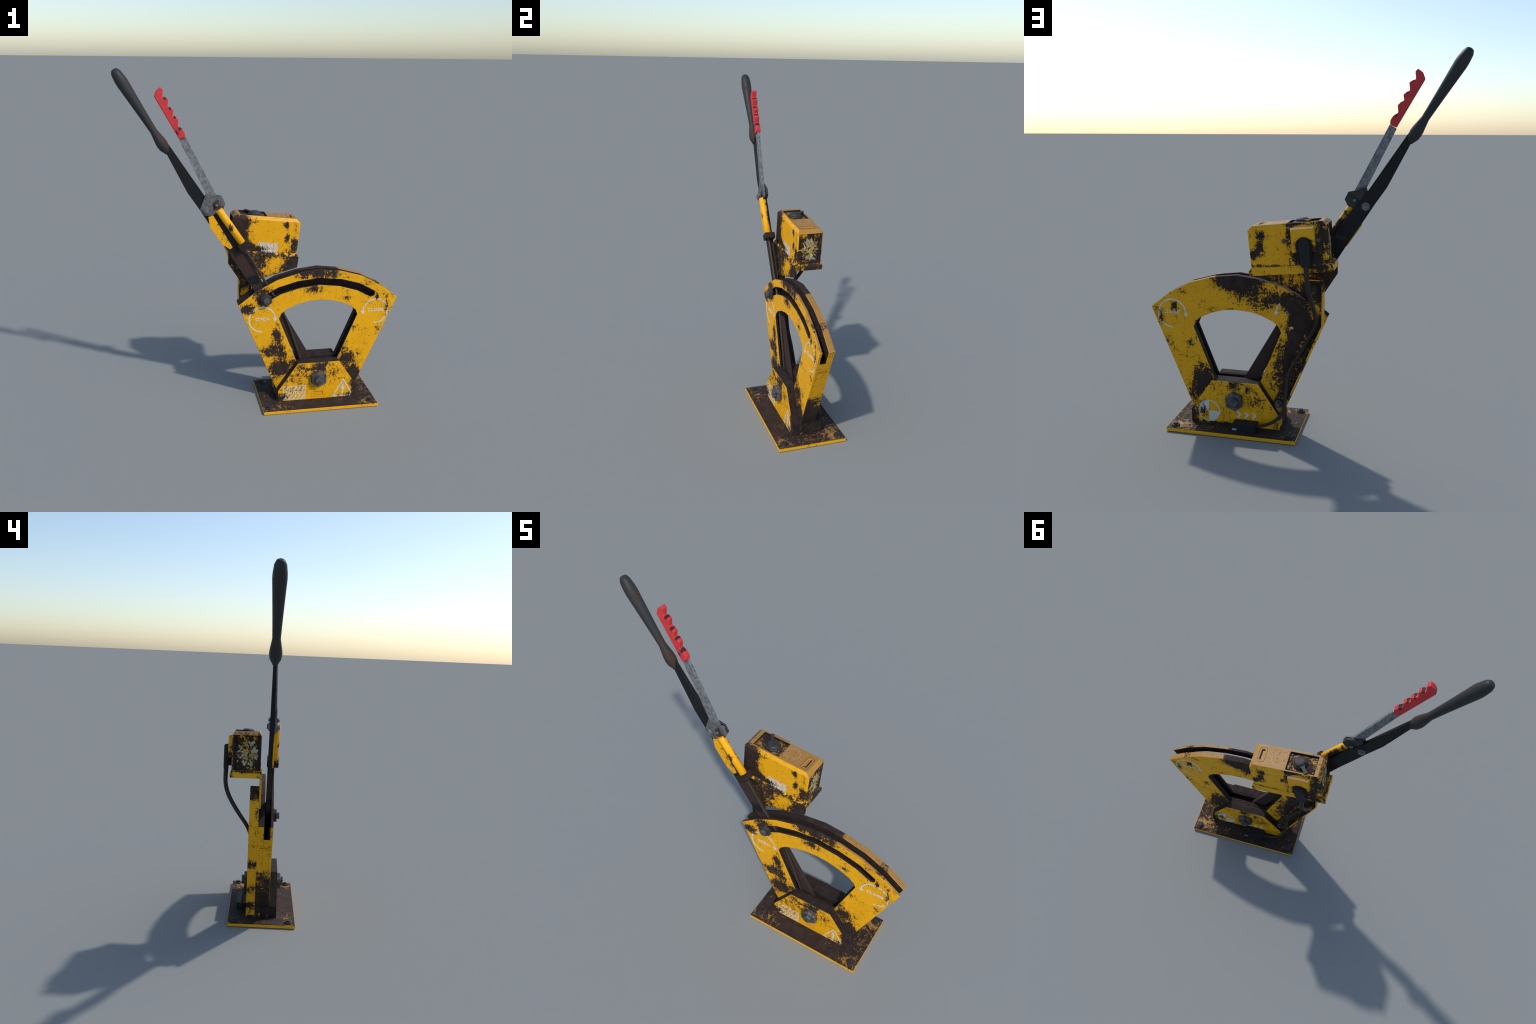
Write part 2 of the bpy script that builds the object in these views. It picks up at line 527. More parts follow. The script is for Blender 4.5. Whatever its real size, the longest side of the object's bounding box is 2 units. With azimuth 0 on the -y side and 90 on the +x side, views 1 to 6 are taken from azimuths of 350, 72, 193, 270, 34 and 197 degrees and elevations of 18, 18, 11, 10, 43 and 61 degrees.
b = Build()
b.prism(brk, FRONT, -YF0 - 0.0005, -YBR_F, pick=pick_bracket)
bracket_f = b.make("foot_bracket", [M_brf, M_brb, M_rust], frame, bevel=0.002)
t = Build()
t.prism(rounded(0.305, 0.042, 0.364, 0.0685, 0.004), FRONT, 0.1085, 0.13)
tool = t.make("cutter", M_brf)
cut(bracket_f, [tool])
b = Build()
b.prism(brk, FRONT, -YBR_B, -YB1 - 0.0005, pick=pick_bracket)
b.make("foot_bracket", [M_brf, M_brb, M_rust], frame, bevel=0.002)
# raised lip and tongue of the pressed slot on the front bracket
b = Build()
b.prism([rounded(0.291, 0.033, 0.377, 0.0765, 0.009), rounded(0.295, 0.037, 0.373, 0.0725, 0.008)], FRONT, -YBR_F - 0.001, -YBR_F + 0.0015)
b.prism([(0.307, 0.044), (0.355, 0.044), (0.355, 0.058), (0.307, 0.058)], FRONT, 0.107, 0.1125)
b.make("pressed_slot", [M_brf], frame, bevel=0.001)

# ---- base plate with its bolts
base_spots = [
    (0.0, -0.18, 0, 0.09, 0.08, 1, -0.25), (0.64, -0.18, 0, 0.11, 0.06, 1, -0.5), (0.65, 0.0, 0, 0.09, 0.14, 1, -0.25), (0.64, 0.13, 0, 0.12, 0.08, 1, -0.45),
    (0.10, -0.19, 0, 0.12, 0.04, 1, -0.30), (0.0, 0.12, 0, 0.10, 0.08, 1, -0.2), (0.55, 0.12, 0, 0.15, 0.07, 1, -0.28), (0.33, -0.19, 0, 0.2, 0.06, 1, 0.3),
]
M_base = painted("base_top_wear", base_spots, bias=0.42, edge=0.14, seed=3.0)
M_base_edge = painted("base_edge_paint", [(0.10, -0.22, 0.01, 0.10, 0.1, 0.03, 0.2), (0.62, -0.22, 0.01, 0.06, 0.05, 0.03, 0.25), (-0.03, -0.06, 0.01, 0.05, 0.08, 0.03, 0.35), (0.69, -0.03, 0.01, 0.05, 0.06, 0.03, 0.3)], bias=-0.58, seed=3.3)
b = Build()
b.box((-0.0285, -0.2265, 0.0), (0.688, 0.1795, BASE_TOP), pick=lambda c, n: 0 if n.z > 0.5 else 1)
b.make("base_plate", [M_base, M_base_edge], root, bevel=0.0012)

M_bolt = steel("bolt_steel", (0.13, 0.132, 0.133), (0.045, 0.043, 0.042), rust=0.10, metal=0.25)
M_bolt_rust = steel("rusty_bolt_steel", (0.05, 0.046, 0.044), (0.022, 0.018, 0.016), rust=0.08, rough=0.7, metal=0.2)
first = bolt_mesh("anchor_bolt", 0.024, 0.009, 0.0135, 0.009, [M_bolt_rust, M_bolt_rust])
for i, (x, y) in enumerate(((0.010, -0.186), (0.648, -0.186), (0.648, 0.141), (0.012, 0.141))):
    o = first if i == 0 else first.copy()
    if i:
        bpy.context.collection.objects.link(o)
    place(o, (x, y, BASE_TOP), (0, 0, 1), root, spin=0.5 * i)

# ---- pivot bolt and slot bolt
pb = bolt_mesh("pivot_bolt", 0.054, 0.026, 0.031, 0.016, [M_bolt, M_bolt], turn=rad(30), head_turn=0.1)
place(pb, (0.331, YBR_F, 0.165), (0, -1, 0), frame)
pb2 = pb.copy()
bpy.context.collection.objects.link(pb2)
place(pb2, (0.331, YBR_B, 0.165), (0, 1, 0), frame, spin=0.12)
sb = bolt_mesh("slot_bolt", 0.039, 0.019, 0.022, 0.016, [M_bolt_rust, M_bolt], turn=rad(30))
place(sb, (0.001, YF0, 0.684), (0, -1, 0), frame)
lb = bolt_mesh("leg_bolt", 0.025, 0.014, 0.014, 0.010, [M_bolt, M_bolt])
place(lb, (0.089, 0.040, 0.162), (0, 1, 0), frame)

# ---- side guard that shields the cable
guard_spots = [
    (-0.15, 0.85, 0.1, 0.05, 0.75), (-0.15, 0.81, 0.08, 0.03, 0.35), (-0.10, 0.53, 0.06, 0.05, 0.25), (-0.05, 0.40, 0.06, 0.05, 0.95), (-0.148, 0.065, 0.67, 0.04, 0.02, 0.04, 0.4), (0.03, 0.22, 0.10, 0.06, 0.6),
    (0.05, 0.09, 0.1, 0.05, 0.8), (0.05, 0.03, 0.1, 0.05, 0.4), (-0.148, 0.03, 0.73, 0.05, 0.018, 0.05, 0.6),
]
M_guard = painted("guard_paint", guard_spots, bias=-0.46, tan_tops=False, seed=5.0)
M_guard_in = painted("guard_inside_rust", bias=0.24, tan_tops=False, seed=5.5)
M_channel = painted("channel_wear", [(-0.11, 0.70, 0.06, 0.06, -0.45), (0.0, 0.46, 0.12, 0.12, -0.2), (0.08, 0.13, 0.05, 0.05, -0.9)], bias=0.34, tan_tops=False, seed=5.8)
TH = 0.008
GX = -0.1485
gz = [0.622, 0.134, 0.088, BASE_TOP]
outer_line = [(GX, 0.868)] + [(leg_x(z) + 0.0008, z) for z in gz]
inner_line = [(GX + TH, 0.861)] + [(leg_x(z) + 0.0012 + TH, z) for z in gz]
guard = outer_line + inner_line[::-1] + [(-0.066, 0.861), (-0.066, 0.868)]
b = Build()
b.prism(guard, FRONT, -0.0715, -0.0195, pick=lambda c, n: 0 if (n.x < -0.3 or n.y > 0.5) else 1)
b.make("cable_guard", [M_guard, M_guard_in], frame, bevel=0.001)
# floor of the cable channel
b = Build()
b.prism([(GX + TH, 0.861), (GX + TH, 0.622), (leg_x(0.622) + 0.078, 0.622), (-0.070, 0.861)], FRONT, -0.0400, -0.0300)
gz2 = [(0.622, 0.078), (0.36, 0.076), (0.134, 0.080), (0.095, 0.075)]
b.prism([(leg_x(z) + TH, z) for z, w in gz2] + [(leg_x(z) + w, z) for z, w in reversed(gz2)], FRONT, -0.0403, -0.0195)
b.make("channel_floor", [M_channel], frame, bevel=0.001)
cb = bolt_mesh("guard_bolt", 0.022, 0.008, 0.012, 0.006, [M_bolt_rust, M_bolt_rust])
place(cb, (-0.100, 0.0400, 0.815), (0, 1, 0), frame)
cb2 = cb.copy()
bpy.context.collection.objects.link(cb2)
place(cb2, (0.02, 0.0400, 0.345), (0, 1, 0), frame, spin=0.4)

# ---- mounting plate and shelf of the switch box
mount_front_spots = [(0.06, 0.87, 0.09, 0.08, -0.75), (0.10, 0.90, 0.07, 0.04, -0.4), (-0.10, 0.71, 0.08, 0.06, -0.9), (0.0, 0.83, 0.06, 0.05, -0.35), (0.18, 0.87, 0.06, 0.07, 0.4)]
mount_back_spots = [(0.0, 0.86, 0.14, 0.07, -0.42), (-0.12, 0.68, 0.07, 0.10, -0.5), (-0.17, 0.90, 0.06, 0.06, 0.5)]
M_mount_f = painted("mount_front_wear", mount_front_spots, bias=0.33, seed=6.0)
M_mount_b = painted("mount_back_wear", mount_back_spots, bias=0.30, seed=6.4)
M_mount_e = painted("mount_edge_paint", bias=-0.3, tan_tops=False, seed=6.8)
housing = bpy.data.objects.new("switch_box", None)
bpy.context.collection.objects.link(housing)
housing.parent = root
mount = [(-0.2130, 0.9635), (-0.2145, 0.896), (-0.1445, 0.783), (-0.1445, 0.755), (0.205, 0.851), (0.2105, 0.895), (0.2130, 0.917)]
b = Build()
b.prism(mount, FRONT, -0.0220, -0.0100, pick=lambda c, n: 0 if n.y < -0.9 else (1 if n.y > 0.9 else (2 if n.x < -0.5 else 0)))
b.make("mounting_plate", [M_mount_f, M_mount_b, M_mount_e], housing, bevel=0.001)

BOXF = Frame((0, 0, SHELF_Z), BOX_E1, BOX_E2)     # depth = -y
SX = 0.2145


def shelf_ring(u, y0, y1, v):
    return [BOXF.at(-u, v, -y0), BOXF.at(u, v, -y0), BOXF.at(u, v, -y1), BOXF.at(-u, v, -y1)]


shelf_spots = [(-0.205, 0.10, 0.975, 0.02, 0.12, 0.014, 0.8), 
    (0.0, 0.01, 0.93, 0.5, 0.05, 0.2, 0.75), (-0.15, 0.184, 0.95, 0.13, 0.05, 0.05, 0.9), (0.214, 0.12, 0.91, 0.05, 0.12, 0.06, 1.2), (0.13, 0.184, 0.92, 0.05, 0.03, 0.05, 0.25),
    (-0.02, 0.184, 0.965, 0.2, 0.03, 0.02, 0.35),
]
M_shelf = painted("shelf_paint", shelf_spots, bias=-0.46, tan_tops=False, seed=7.0)
b = Build()
b.loft([shelf_ring(SX, 0.0105, 0.1845, -0.024), shelf_ring(SX, 0.0105, 0.1845, 0.0), shelf_ring(0.2015, 0.0205, 0.1775, 0.017)], 0, smooth=False)
b.make("box_shelf", [M_shelf], housing, bevel=0.0012)

box_spots_f = [
    (-0.215, 1.09, 0.17, 0.18, 1.5), (-0.19, 0.97, 0.21, 0.09, 1.2), (-0.06, 0.965, 0.13, 0.06, 0.65), (-0.12, 1.15, 0.09, 0.04, 0.5), (0.135, 1.115, 0.03, 0.028, 0.95), (0.14, 1.03, 0.028, 0.04, 0.85),
    (0.15, 1.07, 0.012, 0.06, 0.35), (0.19, 0.99, 0.05, 0.06, 0.75), (0.16, 0.95, 0.06, 0.03, 0.5), (0.0, 0.945, 0.2, 0.012, 0.45), (0.19, 1.08, 0.03, 0.1, 0.25),
    (0.04, 1.08, 0.11, 0.07, -0.25),
]
box_spots_b = [
    (0.15, 1.10, 0.04, 0.045, 0.85), (0.155, 1.03, 0.035, 0.05, 0.85), (0.19, 1.00, 0.035, 0.04, 0.75), (0.0, 0.948, 0.4, 0.015, 0.8), (-0.10, 1.0, 0.13, 0.11, 1.3),
    (-0.165, 1.12, 0.08, 0.10, 0.95), (0.008, 1.11, 0.03, 0.09, 0.75), (-0.03, 1.165, 0.12, 0.02, 0.8), (-0.17, 1.04, 0.03, 0.09, -0.3), (-0.15, 1.18, 0.06, 0.02, 0.5),
    (0.09, 1.06, 0.06, 0.08, -0.2), (-0.055, 1.15, 0.05, 0.02, -0.9),
]
box_spots_e = [
    (0.2, 0.10, 1.04, 0.08, 0.055, 0.075, -0.7), (0.21, 0.05, 1.115, 0.08, 0.05, 0.03, -0.55), (0.2, 0.06, 0.95, 0.06, 0.06, 0.02, -0.45), (0.2, 0.13, 1.115, 0.08, 0.05, 0.02, -0.45),
    (-0.19, 0.10, 1.08, 0.08, 0.055, 0.075, -0.7), (-0.18, 0.05, 1.15, 0.08, 0.04, 0.04, -0.5), (-0.18, 0.12, 1.16, 0.08, 0.06, 0.02, -0.4), (-0.19, 0.08, 0.99, 0.06, 0.09, 0.02, -0.45),
]
box_spots_t = [(-0.175, 1.18, 0.05, 0.05, 0.6), (0.14, 0.03, 1.14, 0.05, 0.02, 0.03, 0.45), (0.1, 0.12, 1.16, 0.03, 0.03, 0.05, 0.2), (-0.14, 0.03, 1.17, 0.07, 0.02, 0.03, 0.6)]
M_box_f = painted("box_front_paint", box_spots_f, seed=8.0)
M_box_b = painted("box_back_paint", box_spots_b, seed=8.3)
M_box_e = painted("box_end_wear", box_spots_e, bias=0.46, seed=8.6)
M_box_t = painted("box_top_paint", box_spots_t, bias=-0.55, seed=8.9)
recess_spots = [(-0.08, 0.041, 1.16, 0.2, 0.02, 0.2, 0.45), (0.001, 0.1, 1.16, 0.02, 0.2, 0.2, 0.3), (-0.16, 0.1, 1.17, 0.03, 0.2, 0.2, 0.5), (-0.062, 0.10, 1.16, 0.065, 0.05, 0.2, 0.75), (-0.11, 0.14, 1.16, 0.07, 0.05, 0.2, 0.6), (-0.06, 0.17, 1.16, 0.12, 0.03, 0.2, 0.5)]
M_recess = painted("recess_shadow_tint", recess_spots, bias=-0.08, seed=9.2)  # floor and borders darkened in colour for the shadow inside the recess


def box_ring(u, y0, y1, v, c):
    pts = [(-u + c, y0), (u - c, y0), (u, y0 + c), (u, y1 - c), (u - c, y1), (-u + c, y1), (-u, y1 - c), (-u, y0 + c)]
    return [BOXF.at(a, v, -y) for a, y in pts]


b = Build()
VTOP = 0.2275
BY0, BY1 = 0.0195, 0.1775
b.loft([box_ring(0.2020, BY0, BY1, 0.012, 0.006), box_ring(0.2020, BY0, BY1, 0.2080, 0.006), box_ring(0.1805, BY0 + 0.0125, BY1 - 0.0125, VTOP, 0.004)], 0, smooth=False)
e1, e2 = Vector(BOX_E1), Vector(BOX_E2)
case = b.make("box_case", [M_box_f, M_box_b, M_box_e, M_box_t, M_recess], housing)
for p in case.data.polygons:
    n = p.normal
    p.material_index = 0 if n.y < -0.5 else 1 if n.y > 0.5 else 3 if n.dot(e2) > 0.4 else 2 if abs(n.dot(e1)) > 0.9 else 1
t1 = Build()
RX0, RX1, RY0, RY1 = -0.160, 0.001, 0.041, 0.158
TOPF = Frame(BOXF.at(0, VTOP), BOX_E1, (0, 1, 0))   # u along the box, v = y, depth up
t1.prism([(RX0, RY0), (RX1, RY0), (RX1, RY1), (RX0, RY1)], TOPF, -0.011, 0.05)
tool1 = t1.make("cutter", M_recess)
t2 = Build()
t2.prism(rounded(0.136, 0.058, 0.158, 0.128, 0.008), TOPF, -0.004, 0.05)
tool2 = t2.make("cutter", M_box_t)
t3 = Build()
t3.prism([(-0.0255, 0.016), (-0.1610, 0.016), (-0.1610, 0.2020), (-0.0255, 0.2020)][::-1], Frame(BOXF.at(-0.19, 0, 0), (0, -1, 0), BOX_E2), 0.0, 0.08)
tool3 = t3.make("cutter", M_box_e)
cut(case, [tool1, tool2, tool3])
bv = case.modifiers.new("bevel", "BEVEL")
bv.width, bv.segments, bv.limit_method, bv.angle_limit = 0.0015, 1, "ANGLE", rad(28)
# lip and dark slit of the pressed slot on the lid
b = Build()
b.prism([rounded(0.126, 0.046, 0.168, 0.140, 0.012), rounded(0.1275, 0.0475, 0.1665, 0.1385, 0.011)], TOPF, -0.001, 0.0004, 0)
b.prism(rounded(0.150, 0.059, 0.158, 0.127, 0.003), TOPF, -0.005, -0.0030, 0)
b.prism(rounded(0.139, 0.059, 0.158, 0.066, 0.003), TOPF, -0.005, -0.0028, 0)
b.make("lid_slot", [M_groove], housing)

b = Build()
rect = lambda g: [(RX0 + g, RY0 + g), (RX1 - g, RY0 + g), (RX1 - g, RY1 - g), (RX0 + g, RY1 - g)]
b.prism([rect(-0.0005), rect(0.0022)], TOPF, -0.0115, -0.0006)  # thin dark ring along the sunken walls of the recess
b.make("recess_dark_rim", [M_rust], housing)

# knob in the lid recess
M_knob = steel("knob_metal", (0.045, 0.041, 0.038), (0.022, 0.019, 0.017), rust=0.05, rough=0.65, metal=0.1)
M_screw = steel("screw_metal", (0.08, 0.08, 0.082), (0.04, 0.04, 0.04), rough=0.5)
b = Build()
KC = (-0.066, 0.096)
knob_at = TOPF.at(KC[0], KC[1], -0.0115)
b.spin(knob_at, TOPF.n, [(0, 0.044), (0.008, 0.044), (0.012, 0.040), (0.013, 0.033)], 8, 0, False, turn=0.2)
b.spin(knob_at, TOPF.n, [(0.010, 0.036), (0.019, 0.034), (0.026, 0.026), (0.0275, 0.012)], 16, 0, True)
b.make("knob", [M_knob], housing, bevel=0.001)
ka = Vector((-0.117 + 0.063, 0.164 - 0.096)).normalized()
kn = Vector((-ka.y, ka.x))


def arm(s, w, t):
    return (KC[0] + ka.x * s + kn.x * w, KC[1] + ka.y * s + kn.y * w)


b = Build()
b.prism([arm(0.018, -0.022, 0), arm(0.045, -0.010, 0), arm(0.083, -0.0105, 0), arm(0.083, 0.0105, 0), arm(0.045, 0.010, 0), arm(0.018, 0.022, 0)], TOPF, 0.0, 0.008)
b.make("knob_arm", [M_knob], housing, bevel=0.0025, seg=2)
sc = Build()
sc.spin((0, 0, 0), (0, 0, 1), [(-0.001, 0.0065), (0.0025, 0.0065), (0.0035, 0.005)], 10)
scr = sc.make("lid_screw", [M_screw])
for i, (u, y) in enumerate(((-0.012, 0.055), (-0.012, 0.141), (-0.148, 0.056), (-0.149, 0.143))):
    o = scr if i == 0 else scr.copy()
    if i:
        bpy.context.collection.objects.link(o)
    place(o, TOPF.at(u, y, -0.011), TOPF.n, housing)

# ---- plug on the back of the box
M_plugplate = painted("socket_paint", [(-0.085, 1.045, 0.085, 0.075, 1.25), (-0.105, 1.145, 0.03, 0.02, 0.3)], bias=-0.52, tan_tops=True, seed=10.0)
M_plug = black("plug_rubber", (0.012, 0.0135, 0.015), wear=-0.05, wear_col=(0.03, 0.02, 0.015), rough=0.55)
M_hood = rusted("hood_grime", tint=0.55)
M_cable = black("cable_rubber", (0.026, 0.0195, 0.0155), wear=-0.1, wear_col=(0.035, 0.022, 0.016), rough=0.5)
SB = Frame(BOXF.at(0, 0, 0), tuple(-v for v in BOX_E1), BOX_E2)    # depth = +y, u = -along
b = Build()
ring = lambda u0, u1, v0, v1, d: [SB.at(u0, v0, d), SB.at(u1, v0, d), SB.at(u1, v1, d), SB.at(u0, v1, d)]
b.loft([ring(0.018, 0.140, 0.080, 0.206, BY1 - 0.003), ring(0.020, 0.138, 0.082, 0.204, 0.193), ring(0.024, 0.134, 0.086, 0.198, 0.202)], 0, False)
b.make("socket_cover", [M_plugplate], housing, bevel=0.0015)
b = Build()
hood = []
for d, g in ((BY1 - 0.002, 0.0), (0.204, 0.0), (0.2115, -0.009)):
    pts = []
    for i in range(13):
        a = math.pi * i / 12
        pts.append(SB.at(0.083 + (0.041 + g) * math.cos(a), 0.118 + (0.041 + g) * math.sin(a), d))
    pts += [SB.at(0.083 - 0.034 - g * 0.5, 0.035 - g, d), SB.at(0.083 + 0.034 + g * 0.5, 0.035 - g, d)]
    hood.append(pts)
b.loft(hood, 0, False)
b.make("plug_hood", [M_hood], housing, bevel=0.001)
b = Build()
plug = []
for d, g in ((0.200, 0.0), (0.220, 0.0), (0.2265, 0.0065)):
    pts = []
    for a, v in ((0.0275, 0.118), (0.020, 0.146), (0.010, 0.153), (-0.010, 0.153), (-0.020, 0.146), (-0.0275, 0.118), (-0.0235, 0.014), (0.0235, 0.014)):
        k = 1 - g / 0.0275
        pts.append(SB.at(0.086 + a * k, 0.084 + (v - 0.084) * (1 - g / 0.075), d))
    plug.append(pts)
b.loft(plug, 0, False)
b.make("cable_plug", [M_plug], housing, bevel=0.003, seg=2)
nb = bolt_mesh("socket_bolt", 0.0125, 0.006, 0.0085, 0.006, [M_bolt, M_bolt])
place(nb, SB.at(-0.019, 0.142, BY1 - BOXF.o.y), (0, 1, 0), housing)
nb2 = nb.copy()
bpy.context.collection.objects.link(nb2)
place(nb2, SB.at(0.1535, 0.137, BY1), (0, 1, 0), housing, spin=0.3)

# ---- cable
pts = [
    (-0.084, 0.212, 0.975, 1.25), (-0.086, 0.2135, 0.945, 1.15), (-0.090, 0.214, 0.885, 1.1), (-0.097, 0.199, 0.828, 1.1), (-0.106, 0.166, 0.768, 1.1), (-0.117, 0.122, 0.705, 1.05),
    (-0.119, 0.088, 0.659, 1.0), (-0.108, 0.067, 0.616, 1.0), (-0.088, 0.057, 0.568, 1.0), (-0.063, 0.052, 0.525, 1.0), (-0.029, 0.052, 0.456, 0.95), (0.013, 0.054, 0.389, 0.9),
    (0.036, 0.062, 0.338, 0.9), (0.0415, 0.078, 0.244, 0.9), (0.046, 0.088, 0.182, 0.9), (0.055, 0.092, 0.139, 0.9), (0.074, 0.101, 0.106, 0.85), (0.115, 0.106, 0.073, 0.8),
    (0.165, 0.107, 0.052, 0.8), (0.205, 0.106, 0.042, 0.8),
]
cu = bpy.data.curves.new("cable", "CURVE")
cu.dimensions = "3D"
cu.bevel_depth = 0.0108
cu.bevel_resolution = 3
cu.resolution_u = 6
sp = cu.splines.new("NURBS")
sp.points.add(len(pts) - 1)
for q, (x, y, z, r) in zip(sp.points, pts):
    q.co = (x, y, z, 1)
    q.radius = r
sp.order_u = 3
sp.use_endpoint_u = True
tmp = bpy.data.objects.new("cable_curve", cu)
bpy.context.collection.objects.link(tmp)
dg = bpy.context.evaluated_depsgraph_get()
me = bpy.data.meshes.new_from_object(tmp.evaluated_get(dg))
bpy.data.objects.remove(tmp)
me.materials.clear()
me.materials.append(M_cable)
for p in me.polygons:
    p.use_smooth = True
cab = bpy.data.objects.new("cable", me)
bpy.context.collection.objects.link(cab)
cab.parent = root

# small junction box on the base
M_sensor = black("junction_box_plastic", (0.014, 0.0135, 0.0135), wear=0.0, wear_col=(0.03, 0.02, 0.017), rough=0.55)
b = Build()
b.box((0.198, 0.067, BASE_TOP - 0.001), (0.330, 0.132, 0.058))
b.make("junction_box", [M_sensor], root, bevel=0.002)

# ---- lever
M_lever = black("lever_black_steel", (0.0070, 0.0076, 0.0082), wear=-0.16, wear_col=(0.040, 0.0245, 0.0195), rough=0.5,
                spots=[(0.05, -0.03, 0.60, 0.6, 5, 0.75, 1.7), (-0.065, -0.03, 0.805, 0.08, 5, 0.06, -1.3), (-0.20, -0.03, 1.02, 0.09, 5, 0.06, -0.7)])
lever = bpy.data.objects.new("hand_lever", None)
bpy.context.collection.objects.link(lever)
lever.parent = root
left_edge = [(-0.5712, 1.590), (-0.4454, 1.336), (-0.3874, 1.250), (-0.3314, 1.160), (-0.2494, 1.034), (-0.1874, 0.931), (-0.0980, 0.788), (-0.0600, 0.722), (0.0500, 0.540), (0.1610, 0.364), (0.2110, 0.274), (0.2750, 0.150)]
right_edge = [(0.3600, 0.15), (0.2950, 0.276), (0.1230, 0.576), (-0.0130, 0.780), (-0.1494, 1.022), (-0.2614, 1.205), (-0.3494, 1.314), (-0.5402, 1.604)]


def lever_taper(u, v, d):
    return d if d < 0.03 or v < 1.25 else d - min(1.0, (v - 1.25) / 0.33) * 0.007


b = Build()
b.prism((left_edge + right_edge), FRONT, 0.019, 0.042, taper=lever_taper)
b.make("lever_bar", [M_lever], lever, bevel=0.0015)

M_grip = black("grip_rubber", (0.027, 0.0275, 0.0275), wear=-0.10, wear_col=(0.055, 0.031, 0.023), rough=0.5,
               spots=[(-0.59, -0.04, 1.72, 0.09, 0.05, 0.20, 0.6), (-0.53, -0.035, 1.62, 0.06, 0.06, 0.07, 0.65), (-0.72, -0.04, 1.92, 0.05, 0.05, 0.07, 0.6)])
b = Build()
ax = Vector((-0.518, 0, 0.855))
prof = [(-0.012, 0.014), (0.0, 0.0185), (0.020, 0.0285), (0.045, 0.0315), (0.065, 0.030), (0.125, 0.0200), (0.17, 0.0215), (0.24, 0.0245), (0.33, 0.0290), (0.415, 0.0335), (0.440, 0.0325), (0.477, 0.0275), (0.494, 0.019), (0.499, 0.010)]
b.spin((-0.5518, -0.0275, 1.5672), ax, prof, 14, 0, True)
b.make("hand_grip", [M_grip], lever)

# ---- squeeze release
M_galv = steel("galvanised_steel", (0.25, 0.26, 0.265), (0.09, 0.095, 0.097), rust=-0.10, rough=0.55, metal=0.25, scale=45)
M_galv_d = steel("head_steel", (0.165, 0.17, 0.172), (0.075, 0.077, 0.078), rust=0.02, rough=0.55, metal=0.25, scale=40, spots=[(-0.283, 1.266, 0.032, 0.032, 0.35), (-0.3435, 1.2365, 0.034, 0.034, 0.26), (-0.262, 1.238, 0.05, 0.03, 0.42)])
M_red = black("red_grip_plastic", (0.47, 0.034, 0.037), wear=-0.26, wear_col=(0.035, 0.02, 0.018), rough=0.5,
              spots=[(-0.555, -0.035, 1.885, 0.03, 0.03, 0.03, 0.42), (-0.552, -0.035, 1.85, 0.016, 0.05, 0.024, 1.0), (-0.526, -0.035, 1.80, 0.016, 0.05, 0.024, 1.0), (-0.50, -0.035, 1.752, 0.016, 0.05, 0.024, 1.0), (-0.474, -0.035, 1.695, 0.018, 0.05, 0.028, 1.05),
                     (-0.555, -0.035, 1.752, 0.028, 0.05, 0.06, 0.65), (-0.50, -0.035, 1.66, 0.025, 0.05, 0.06, 0.6)])
b = Build()
b.prism([(-0.338, 1.320), (-0.275, 1.300), (-0.448, 1.645), (-0.4825, 1.625)], FRONT, -0.008, 0.008, taper=lambda u, v, d: d + 0.0315 + 0.0125 * (1.645 - v) / 0.33)
b.make("squeeze_bar", [M_galv], lever, bevel=0.002)
red = [(-0.4810, 1.629), (-0.4500, 1.644), (-0.4510, 1.666), (-0.4630, 1.686), (-0.4875, 1.702), (-0.4830, 1.737), (-0.4975, 1.751), (-0.5135, 1.759), (-0.5080, 1.786), (-0.5230, 1.798),
       (-0.5390, 1.806), (-0.5340, 1.844), (-0.5500, 1.852), (-0.5650, 1.857), (-0.5605, 1.894), (-0.5730, 1.9055), (-0.5970, 1.887), (-0.6090, 1.857)]
b = Build()
b.prism(red, FRONT, 0.0145, 0.0455, taper=lambda u, v, d: d + 0.004 * (1.78 - v) / 0.15 * 0.5)
b.make("squeeze_grip", [M_red], lever, bevel=0.0045, seg=2)
head = [(-0.379, 1.239), (-0.352, 1.205), (-0.316, 1.204), (-0.275, 1.221), (-0.251, 1.236), (-0.234, 1.269), (-0.251, 1.311), (-0.283, 1.314), (-0.342, 1.336)]
b = Build()
b.prism(head, FRONT, 0.0415, 0.0540)
b.make("clevis_plate", [M_galv_d], lever, bevel=0.002)
b = Build()
b.prism([(-0.345, 1.215), (-0.290, 1.228), (-0.256, 1.239), (-0.235, 1.273), (-0.254, 1.312), (-0.283, 1.318), (-0.342, 1.337)], FRONT, 0.024, 0.036)
b.make("clevis_plate", [M_bolt_rust], lever, bevel=0.002)
M_nut = steel("nut_steel", (0.20, 0.205, 0.205), (0.09, 0.092, 0.092), rust=0.0, metal=0.2)
hb = bolt_mesh("clevis_bolt", 0.0235, 0.008, 0.0145, 0.008, [M_nut, M_nut])
place(hb, (-0.3435, -0.054, 1.2365), (0, -1, 0), lever)
hb2 = hb.copy()
bpy.context.collection.objects.link(hb2)
place(hb2, (-0.3435, -0.019, 1.240), (0, 1, 0), lever)
sb1 = bolt_mesh("clevis_pin", 0.0140, 0.007, 0.0085, 0.007, [M_bolt_rust, M_nut])
place(sb1, (-0.286, -0.054, 1.266), (0, -1, 0), lever)
sb2 = sb1.copy()
bpy.context.collection.objects.link(sb2)
place(sb2, (-0.287, -0.024, 1.269), (0, 1, 0), lever)

